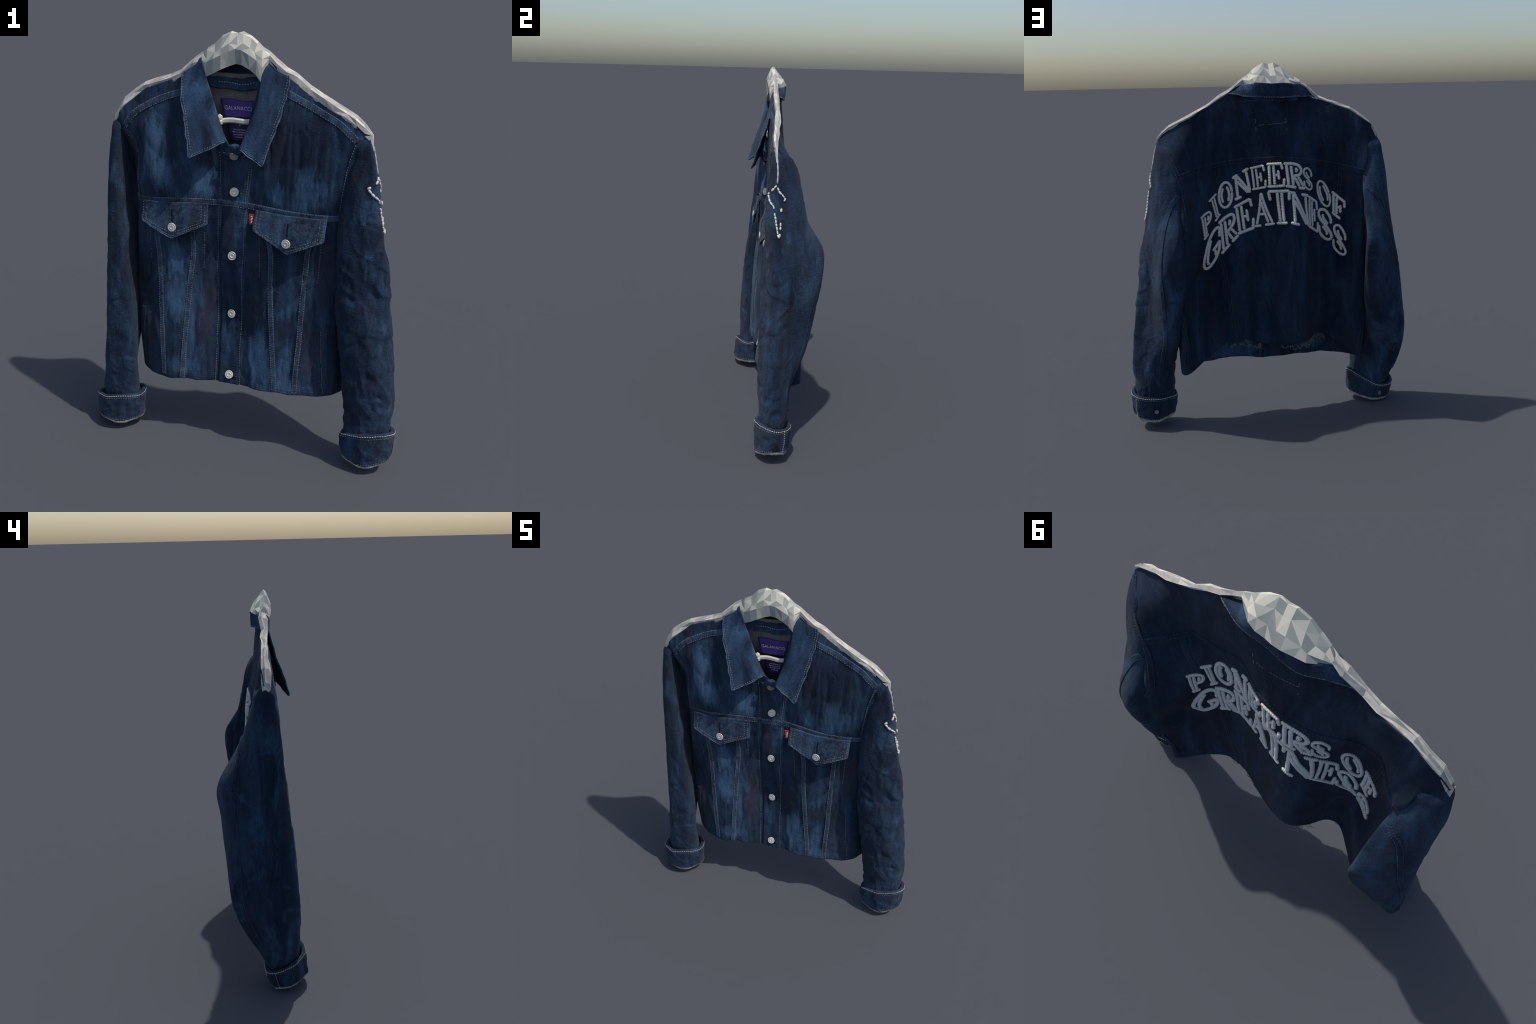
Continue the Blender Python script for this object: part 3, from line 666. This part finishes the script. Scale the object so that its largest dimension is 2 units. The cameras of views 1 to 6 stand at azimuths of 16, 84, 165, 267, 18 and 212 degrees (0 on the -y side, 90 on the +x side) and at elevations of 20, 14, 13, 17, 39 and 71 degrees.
def label(name, tl, tr, br, bl, mat):
    u = np.linspace(0, 1, 16)[None, :, None]; v = np.linspace(0, 1, 12)[:, None, None]
    tl, tr, br, bl = map(np.array, (tl, tr, br, bl))
    P = (tl * (1 - u) + tr * u) * (1 - v) + (bl * (1 - u) + br * u) * v
    P = P + np.array([0, -.004, 0]) * np.sin(np.pi * u) + np.array([0, 0, .003]) * np.sin(7 * u) * (1 - v)
    return shell(name, P, np.array([0, -1, 0]), .003, [mat], jacket)
lab = label("neck_label", (-.140, -.024, 1.706), (.030, -.030, 1.708), (.010, -.050, 1.636), (-.112, -.048, 1.632), "purple")
lab2 = label("care_label", (-.110, -.038, 1.622), (.012, -.040, 1.622), (-.020, -.050, 1.525), (-.080, -.048, 1.525), "violet")
def words(text, size, at, tilt, parent, squeeze=1.0):
    cu = bpy.data.curves.new("lettering", "FONT"); cu.body = text; cu.size = size; cu.align_x = "CENTER"; cu.align_y = "CENTER"; cu.extrude = .0008; cu.offset = size * .012
    tmp = bpy.data.objects.new("lettering_tmp", cu); bpy.context.scene.collection.objects.link(tmp)
    dg = bpy.context.evaluated_depsgraph_get(); me = bpy.data.meshes.new_from_object(tmp.evaluated_get(dg))
    bpy.data.objects.remove(tmp); me.name = "label_lettering"; me.materials.clear(); me.materials.append(M["print"])
    o = bpy.data.objects.new("label_lettering", me); bpy.context.scene.collection.objects.link(o); o.parent = parent
    me.transform(Matrix.Translation(at) @ Matrix.Rotation(math.radians(90 - tilt), 4, "X") @ Matrix.Diagonal((squeeze, 1, 1, 1)))
words("GALANACCI", .028, (-.050, -.0445, 1.671), -18, lab, .80)
marks = Bag(); marks.put(*box((-.040, -.0465, 1.603), (.0022, .001, .010)))
for row_z, left, right, y in ((1.578, -.066, -.012, -.0490), (1.567, -.070, -.006, -.0502), (1.556, -.066, -.016, -.0514), (1.545, -.058, -.020, -.0526)):
    x = left
    while x < right:
        w = R.uniform(.0012, .0024); marks.put(*box((x, y, row_z + R.uniform(-.0006, .0006)), (w * .8, .0008, R.uniform(.0022, .0032)))); x += w * 2 + R.uniform(.0008, .0022)
marks.make("label_lettering", "print", lab2, kind="stuff")

# ------------------------------------------------------------------ sleeves and cuffs
def sleeve(sections, cuff, S, back_seam, armhole, button_at):
    nz, nu = 240, 112
    z = np.concatenate([np.linspace(sections[0][0], sections[1][0], 12, endpoint=False), np.linspace(sections[1][0], sections[-1][0], nz)])[:, None]
    u = np.linspace(0, 1, nu, endpoint=False)[None, :]
    P = sleeve_point(sections, u, z); n = len(z)
    V = P.reshape(-1, 3); F = []
    flip = sections[0][1][0][0] > 0
    for i in range(n - 1):
        for j in range(nu):
            k = (j + 1) % nu; q = [i * nu + j, i * nu + k, (i + 1) * nu + k, (i + 1) * nu + j]
            F.append(q if not flip else q[::-1])
    F += [list(range(nu)), [(n - 1) * nu + j for j in range(nu)]]
    s = add("sleeve", V, F, "denim_sleeve", jacket)
    # turned-up cuff
    lo, hi = cuff[0][1], cuff[1][1]
    uu = np.linspace(0, 1, nu, endpoint=False)
    a, b = periodic(lo, uu), periodic(hi, uu)
    c = a.mean(0); rows = []
    inw = lambda ring, k, dz: np.stack([ring[:, 0] + (c[0] - ring[:, 0]) * k, ring[:, 1] + (c[1] - ring[:, 1]) * k, ring[:, 2] + dz], 1)
    rows.append(inw(a, .13, .010)); rows.append(inw(a, .03, -.001))
    for t in np.linspace(0, 1, 26):
        p = a * (1 - t) + b * t; ang = np.arctan2(p[:, 1] - c[1], p[:, 0] - c[0])
        w = .003 * math.sin(math.pi * t) + .004 * fold_noise(np.cos(ang) * 3, np.sin(ang) * 3, p[:, 2] * 26, 71) + .002 * fold_noise(np.cos(ang) * 8, np.sin(ang) * 8, p[:, 2] * 40, 73)
        d = p - c; d[:, 2] = 0; d /= np.linalg.norm(d, axis=1, keepdims=True); rows.append(p + d * w[:, None])
    rows.append(inw(rows[-1], .04, .004)); rows.append(inw(b, .14, .000)); rows.append(inw(b, .2, -.04))
    G = np.array(rows); V = G.reshape(-1, 3); F = []
    for i in range(len(rows) - 1):
        for j in range(nu):
            k = (j + 1) % nu; q = [i * nu + j, i * nu + k, (i + 1) * nu + k, (i + 1) * nu + j]
            F.append(q[::-1] if not flip else q)
    cf = add("cuff", V, F, "denim_sleeve", s)
    # pale lining peeping out and closing the opening
    rim = []
    for k, dz in ((.05, .014), (.035, -.003), (.045, -.012), (.10, -.019), (.55, -.012), (.98, -.008)):
        q = inw(a, k, dz); q[:, 2] = q[:, 2] + .003 * noise(np.stack([uu * 40, uu * 0 + k * 9, uu * 0], -1), 81)
        m = a[:, 2].mean() + dz; q[:, 2] += (m - q[:, 2]) * k; q[:, 2] = np.maximum(q[:, 2], .0); rim.append(q)
    G2 = np.array(rim); F = []
    for i in range(len(rim) - 1):
        for j in range(nu):
            k = (j + 1) % nu; F.append([i * nu + j, (i + 1) * nu + j, (i + 1) * nu + k, i * nu + k][::(1 if not flip else -1)])
    F.append([(len(rim) - 1) * nu + j for j in range(nu)])
    add("cuff_lining", G2.reshape(-1, 3), F, "rim", s)
    # cuff stitching: pale double row at the top edge, one at the bottom
    def ringrow(i, bag, off=0.0, **kw):
        ring = np.vstack([G[i], G[i][:1]]); d = ring - c; d[:, 2] = 0; d /= np.linalg.norm(d, axis=1, keepdims=True)
        stitches(bag, ring, d, off, .0012, **kw)
    ringrow(26, pale, 0, dash=.010, gap=.002, w=.0022); ringrow(24, tan, 0); ringrow(3, tan, 0)
    if flip:
        j = np.arange(int(nu * .365), int(nu * .455)); band = G[2:13][:, j]; d = band - c; d[..., 2] = 0; d /= np.linalg.norm(d, axis=-1, keepdims=True)
        k = np.linspace(0, 1, len(j))[None, :, None]; m = G[2, j][None]; t = np.linspace(0, 1, 11)[:, None, None]
        top = .35 + .65 * (1 - np.abs(k - .45) / .55)
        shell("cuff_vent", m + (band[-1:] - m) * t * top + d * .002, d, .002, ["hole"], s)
    # seam along the sleeve and round the armhole
    seam(S, back_seam, .026, (-.38, .38), "sleeve_seam", "denim_sleeve", .003, s, bag=dim)
    if button_at is not None:
        i, j = button_at; d = G[i, j] - c; d[2] = 0; d /= np.linalg.norm(d); button(G[i, j], d, "brass", .55, s)
    j = int(nu * .47); P = G[2:28, j]; d = P - c; d[:, 2] = 0; d /= np.linalg.norm(d, axis=1, keepdims=True); d[np.isnan(d)] = 0
    stitches(pale, P, d, 0, .0015, dash=.008, gap=.003)
    return s
sleeve_l = sleeve(SLEEVE_L, CUFF_L, LS, [(.72, 1.33), (.66, 1.28), (.62, 1.2), (.60, 1.1), (.61, .95), (.63, .8), (.65, .55), (.66, .25)], None, (12, 70))
sleeve_r = sleeve(SLEEVE_R, CUFF_R, RS, [(.70, 1.33), (.62, 1.25), (.56, 1.12), (.53, .95), (.51, .75), (.50, .55), (.49, .38), (.48, .22)], None, (12, 68))

# chain-stitched star on the outer fold of one sleeve
STAR = [(.355, 1.437), (.28, 1.412), (.185, 1.390), (.235, 1.360), (.305, 1.337), (.325, 1.28), (.352, 1.195), (.366, 1.185), (.385, 1.28), (.398, 1.335), (.412, 1.352), (.428, 1.372), (.410, 1.392), (.392, 1.402), (.355, 1.437)]
def star():
    P, N = on(LS, curve(STAR, .002, soft=False)); bag = Bag()
    d = np.r_[0, np.cumsum(np.linalg.norm(np.diff(P, axis=0), axis=1))]
    s = 0
    while s < d[-1] - .012:
        L = .021 * R.uniform(.75, 1.15); q = np.linspace(s, s + L, 9)
        Q = np.stack([np.interp(q, d, P[:, i]) for i in range(3)], 1); n = np.stack([np.interp(q, d, N[:, i]) for i in range(3)], 1)
        if not (.62 < s / d[-1] < .78 and R.random() < .55) and R.random() > .14: tube(bag, Q, n, .0050 * R.uniform(.8, 1.2), .0048)
        s += L - .001
    bag.make("star_embroidery", "chain", sleeve_l, kind="stuff")
star()
edge = Bag(); P, N = path3(LS, [(.375, 1.565), (.368, 1.50), (.362, 1.445)], .004); tube(edge, P, N, .0034, .003, .4, .03)
edge.make("frayed_edge", "hanger_pink", sleeve_l, kind="stuff")

# ------------------------------------------------------------------ back seams
BYOKE = [(.464, 1.423), (.350, 1.452), (.186, 1.478), (.021, 1.492), (-.088, 1.495), (-.263, 1.472), (-.446, 1.436), (-.575, 1.402)]
seam(BS, BYOKE, .028, (-.4, .4), "yoke_seam", "denim_back", bag=dim)
seam(BS, [(.545, 1.600), (.505, 1.519), (.466, 1.423), (.446, 1.323), (.437, 1.188), (.46, 1.10)], .024, (-.38, .38), "armhole_seam", "denim_back", bag=dim)
seam(BS, [(-.640, 1.565), (-.605, 1.437), (-.565, 1.339), (-.548, 1.195), (-.552, 1.08)], .024, (-.38, .38), "armhole_seam", "denim_back", bag=dim)
for p in ([(.358, 1.435), (.340, 1.344), (.306, 1.234), (.245, .971), (.214, .786), (.180, .482)], [(-.447, 1.420), (-.424, 1.228), (-.372, 1.005), (-.326, .845), (-.298, .669), (-.286, .500)]):
    seam(BS, p, .022, (-.38, .38), "princess_seam", "denim_back", .002, bag=dim)
for p in ([(.500, .80), (.486, .646), (.455, .385)], [(-.566, .857), (-.555, .628), (-.520, .360)]): seam(BS, p, .022, (-.38, .38), "side_seam", "denim_back", .002, bag=dim)
for p in ([(.037, 1.709), (.035, 1.646)], [(.022, 1.676), (-.129, 1.684)], [(-.129, 1.706), (-.129, 1.680)], [(-.131, 1.655), (-.132, 1.641)]):
    row(BS, p, tan, dash=.010, gap=.001, w=.0012)
# frayed threads along the lower back edge
fray = Bag()
for k in range(46):
    x = R.choice([R.uniform(-.36, -.02), R.uniform(-.36, -.1), R.uniform(.02, .2)]); z0 = float(HEM_B(x)) - R.uniform(0, .03)
    t = np.linspace(0, 1, 9); a = R.uniform(0, 6.28); L = R.uniform(.02, .05)
    P = np.stack([x + L * np.cos(a) * t + .006 * np.sin(t * 7 + a), float(back_y(x, HEM_B(x))) - .004 - .03 * t * R.random() + .004 * np.sin(t * 5), z0 - .015 * t + .007 * np.sin(t * 9 + a)], 1)
    tube(fray, P, np.tile([0., 1, 0], (9, 1)), .0011, .0011, sides=5)
fray.make("frayed_thread", "thread_tan", jacket, kind="stuff")

# ------------------------------------------------------------------ embroidered lettering: strokes in a unit box, warped to four corners
GLYPH = {
    "P": [[(.14, .96), (.14, .04)], [(.40, .90), (.40, .06)], [(0, 1), (.5, 1), (.88, .92), (1, .72), (.86, .52), (.46, .46)], [(.68, .84), (.74, .72), (.64, .60)], [(-.05, 0), (.66, 0)]],
    "I": [[(0, 1), (1, 1)], [(0, 0), (1, 0)], [(.36, .95), (.36, .05)], [(.66, .95), (.66, .05)]],
    "O": [[(.5 + .5 * math.cos(k * math.pi / 8), .5 + .5 * math.sin(k * math.pi / 8)) for k in range(17)], [(.36, .82), (.24, .65), (.22, .45), (.30, .22)], [(.64, .82), (.76, .6), (.78, .40), (.68, .2)]],
    "N": [[(.20, .96), (.20, .04)], [(-.02, 0), (.44, 0)], [(-.02, .98), (.34, 1)], [(.26, .98), (.98, .0)], [(.22, .76), (.86, .03)], [(.84, .95), (.95, .08)], [(.62, 1), (1.02, 1)]],
    "E": [[(.14, .96), (.14, .04)], [(.42, .94), (.42, .06)], [(-.02, 1), (.94, 1), (1, .72)], [(-.02, 0), (.94, 0), (1.02, .34)], [(.48, .5), (.66, .5)], [(.70, .72), (.70, .28)]],
    "R": [[(.14, .96), (.14, .04)], [(.38, .92), (.38, .06)], [(-.02, 1), (.5, 1), (.84, .92), (.94, .74), (.80, .56), (.44, .48)], [(.62, .84), (.68, .74), (.58, .64)], [(-.02, 0), (.54, 0)], [(.48, .46), (.72, .05)], [(.68, .48), (.96, .08)], [(.64, 0), (1.04, 0)]],
    "S": [[(.98, .62), (.94, .84), (.56, 1), (.14, .92), (.02, .74), (.22, .58), (.70, .42), (.98, .24), (.84, .06), (.48, 0), (.10, .10), (.02, .36)], [(.34, .82), (.40, .68), (.72, .54)], [(.30, .40), (.62, .30), (.66, .16)]],
    "F": [[(.14, .96), (.14, .04)], [(.40, .94), (.40, .06)], [(-.02, 1), (.94, 1), (1, .70)], [(.46, .5), (.64, .5)], [(.70, .70), (.70, .28)], [(-.02, 0), (.74, 0)]],
    "G": [[(1, .68), (.98, .98), (.60, 1), (.22, .82), (.02, .48), (.06, .16), (.36, .0), (.74, .10), (.96, .30), (1, .54)], [(.36, .80), (.24, .48), (.28, .18), (.42, .12)], [(.56, .40), (1.06, .56)], [(.72, .40), (.76, .18)]],
    "A": [[(.47, 1), (.10, .04)], [(.50, 1), (.92, .04)], [(.42, .74), (.72, .05)], [(.26, .34), (.56, .34)], [(-.02, 0), (.34, 0)], [(.50, 0), (1.02, 0)]],
    "T": [[(-.02, 1), (1.02, 1)], [(0, 1), (.04, .70)], [(1, 1), (.97, .70)], [(.41, .97), (.41, .04)], [(.62, .97), (.62, .04)], [(.18, 0), (.82, 0)]]}
LETTERS = [
    ('P', (0.355, 1.191), (0.292, 1.234), (0.297, 1.119), (0.340, 1.075)),
    ('I', (0.301, 1.274), (0.255, 1.315), (0.237, 1.205), (0.270, 1.164)),
    ('O', (0.244, 1.355), (0.171, 1.387), (0.164, 1.251), (0.239, 1.224)),
    ('N', (0.163, 1.395), (0.078, 1.445), (0.071, 1.316), (0.154, 1.277)),
    ('E', (0.070, 1.446), (0.004, 1.464), (-0.007, 1.347), (0.063, 1.334)),
    ('E', (-0.012, 1.469), (-0.090, 1.471), (-0.102, 1.353), (-0.014, 1.349)),
    ('R', (-0.100, 1.470), (-0.199, 1.464), (-0.217, 1.329), (-0.108, 1.352)),
    ('S', (-0.210, 1.442), (-0.263, 1.432), (-0.267, 1.309), (-0.215, 1.333)),
    ('O', (-0.290, 1.357), (-0.359, 1.357), (-0.401, 1.215), (-0.336, 1.209)),
    ('F', (-0.397, 1.293), (-0.466, 1.232), (-0.456, 1.123), (-0.396, 1.177)),
    ('G', (0.320, 1.089), (0.248, 1.133), (0.251, 0.958), (0.360, 0.888)),
    ('R', (0.250, 1.151), (0.161, 1.220), (0.145, 1.078), (0.240, 0.981)),
    ('E', (0.160, 1.233), (0.072, 1.283), (0.059, 1.123), (0.145, 1.087)),
    ('A', (0.047, 1.312), (-0.009, 1.319), (-0.044, 1.147), (0.055, 1.130)),
    ('T', (-0.017, 1.323), (-0.125, 1.324), (-0.128, 1.151), (-0.038, 1.149)),
    ('N', (-0.122, 1.319), (-0.238, 1.287), (-0.235, 1.121), (-0.130, 1.151)),
    ('E', (-0.241, 1.282), (-0.301, 1.242), (-0.303, 1.073), (-0.235, 1.121)),
    ('S', (-0.311, 1.213), (-0.384, 1.176), (-0.396, 1.002), (-0.308, 1.059)),
    ('S', (-0.405, 1.121), (-0.464, 1.075), (-0.471, 0.912), (-0.402, 0.969))]
for ch, *q in LETTERS:
    tl, tr, br, bl = [np.array(c) for c in q]
    wide = .5 * (np.linalg.norm(tr - tl) + np.linalg.norm(br - bl)); w = float(np.clip(wide * .088, .0052, .0080))
    bag = Bag()
    for s in GLYPH[ch]:
        s = curve(s, .012, soft=len(s) > 3); u, v = s[:, :1], s[:, 1:]
        xz = (tl * (1 - u) + tr * u) * v + (bl * (1 - u) + br * u) * (1 - v)
        P, N = path3(BS, xz, .0018)
        if len(P) > 3: tube(bag, P, N, w, .0062, .36, .0080, seed=R.random() * 3)
    bag.make("embroidered_letter", "yarn", jacket)

tan.make("stitching", "thread_tan", jacket, kind="stuff")
dark.make("stitching", "thread_dark", jacket, kind="stuff")
dim.make("stitching", "thread_dim", jacket, kind="stuff")
pale.make("stitching", "thread_pale", jacket, kind="stuff")

# ------------------------------------------------------------------ hanger: faceted pale ridge along the shoulders with a hump in the neck
hanger = empty("clothes_hanger", label="pale faceted clothes hanger along the shoulder line", category="hanger")
# x, ridge height, ridge depth, half thickness, lower front height, lower back height, extra depth of the front and back face
RIDGE = [
    (-.662, 1.590, -.018, .016, 1.560, 1.570, 0, 0), (-.648, 1.618, -.018, .018, 1.580, 1.590, 0, 0), (-.608, 1.684, -.018, .018, 1.640, 1.650, 0, 0), (-.55, 1.727, -.022, .018, 1.675, 1.685, 0, 0), (-.498, 1.760, -.030, .022, 1.712, 1.722, 0, 0), (-.43, 1.786, -.036, .023, 1.738, 1.745, 0, 0),
    (-.37, 1.803, -.033, .022, 1.762, 1.765, 0, 0), (-.318, 1.826, -.042, .021, 1.790, 1.795, 0, 0), (-.252, 1.884, -.030, .016, 1.850, 1.858, 0, 0), (-.215, 1.908, -.034, .016, 1.868, 1.885, 0, 0), (-.190, 1.925, -.050, .020, 1.815, 1.895, .012, .015), (-.154, 1.945, -.056, .020, 1.832, 1.905, .016, .045),
    (-.120, 1.980, -.060, .015, 1.850, 1.908, .020, .058), (-.078, 1.999, -.060, .010, 1.868, 1.906, .026, .066), (-.050, 1.992, -.062, .010, 1.878, 1.905, .028, .066), (-.024, 2.000, -.063, .010, 1.874, 1.907, .026, .062), (.010, 1.984, -.062, .014, 1.858, 1.910, .022, .055),
    (.040, 1.962, -.062, .017, 1.836, 1.912, .016, .040), (.064, 1.940, -.062, .020, 1.806, 1.900, .010, .015), (.092, 1.925, -.062, .019, 1.885, 1.890, 0, 0), (.129, 1.896, -.064, .018, 1.855, 1.860, 0, 0), (.175, 1.862, -.066, .018, 1.825, 1.832, 0, 0), (.219, 1.840, -.066, .020, 1.795, 1.800, 0, 0),
    (.279, 1.795, -.068, .020, 1.752, 1.760, 0, 0), (.335, 1.765, -.076, .019, 1.722, 1.73, 0, 0), (.388, 1.738, -.080, .019, 1.695, 1.700, 0, 0), (.44, 1.712, -.088, .018, 1.668, 1.675, 0, 0), (.488, 1.688, -.096, .018, 1.642, 1.652, 0, 0), (.525, 1.658, -.102, .014, 1.615, 1.625, 0, 0), (.556, 1.622, -.106, .010, 1.580, 1.595, 0, 0), (.568, 1.560, -.103, .006, 1.54, 1.54, 0, 0)]
def hanger_ridge():
    rows = []
    for x, zt, y, h, zf, zb, df, db in RIDGE:
        hump = df > 0
        if not hump: h *= R.uniform(.5, 1.05); zb = zt - .020
        else: zb -= .014
        j = lambda s: R.uniform(-s, s)
        ring = [(x, y + h * .7, zf), (x, y - h - df * .55, zf - (.012 if hump else 0)), (x + j(.004), y - h - df, zf + .03 + (.02 if hump else 0)),
                (x + j(.008), y - h - df * .8 + j(.003), zf + (zt - zf) * .62 + j(.006)), (x + j(.004), y - h * .5 - df * .3, zt - .010), (x, y, zt),
                (x + j(.004), y + h * .6 + db * .25, zt - .012 - db * .25), (x + j(.008), y + h + db * .65, zt + (zb - zt) * .62 + j(.005)), (x, y + h + db, zb), (x, y + h * .9, min(zf, zb) - .004)]
        if not hump and -.66 < x < .55:
            yf = min(float(FRONT(x, zf)) + .004, y - .4 * h); yb = max(float(BACK(x, zb)) - .003, y + .4 * h)
            ring[1] = (x, yf, zf - .008); ring[2] = (x + j(.004), yf - .002, zf + .006 + j(.006)); ring[3] = (x + j(.006), (yf + y - h) * .5 - .002, zf + (zt - zf) * .6 + j(.004))
            ring[7] = (x + j(.006), (yb + y + h) * .5, zt + (zb - zt) * .6); ring[8] = (x, yb, zb + j(.004)); ring[9] = (x, yb - .004, zb - .014); ring[0] = (x, (yf + yb) * .5, zf - .014)
        rows.append(ring)
    n, k = len(rows), len(rows[0]); V = [p for r in rows for p in r]; F = []; idx = []
    for i in range(n - 1):
        hump = RIDGE[i][6] > 0 or RIDGE[i + 1][6] > 0
        for j in range(k):
            a, b, c, d = i * k + j, i * k + (j + 1) % k, (i + 1) * k + (j + 1) % k, (i + 1) * k + j
            for t in ([(a, b, c), (a, c, d)] if R.random() < .5 else [(a, b, d), (b, c, d)]):
                F.append(t[::-1]); idx.append((1 if R.random() < .42 else 0) if hump else (3 if j in (1, 8) and R.random() < .30 else 2 if R.random() < .7 else R.choice((0, 1))))
    F += [list(range(k))[::-1], [(n - 1) * k + j for j in range(k)]]; idx += [0, 0]
    add("hanger_frame", V, F, ["hanger_pale", "hanger_grey", "hanger_pink", "denim_front"], hanger, False, idx)
hanger_ridge()
bar = Bag(); t = np.linspace(0, 1, 8)
P = np.stack([-.125 + .145 * t, -.066 + .004 * np.sin(t * 6), 1.613 + .012 * t + .004 * np.sin(t * 5)], 1)
tube(bar, P, np.tile([0., -1, 0], (8, 1)), .012, .008, sides=6, taper=False)
P = np.stack([-.128 + .004 * np.sin(t * 9), -.068 + 0 * t, 1.596 + .05 * t], 1)
tube(bar, P, np.tile([0., -1, 0], (8, 1)), .017, .012, sides=6)
o = bar.make("hanger_bar", "hanger_pale", hanger)
o.data.polygons.foreach_set("use_smooth", np.full(len(o.data.polygons), False))
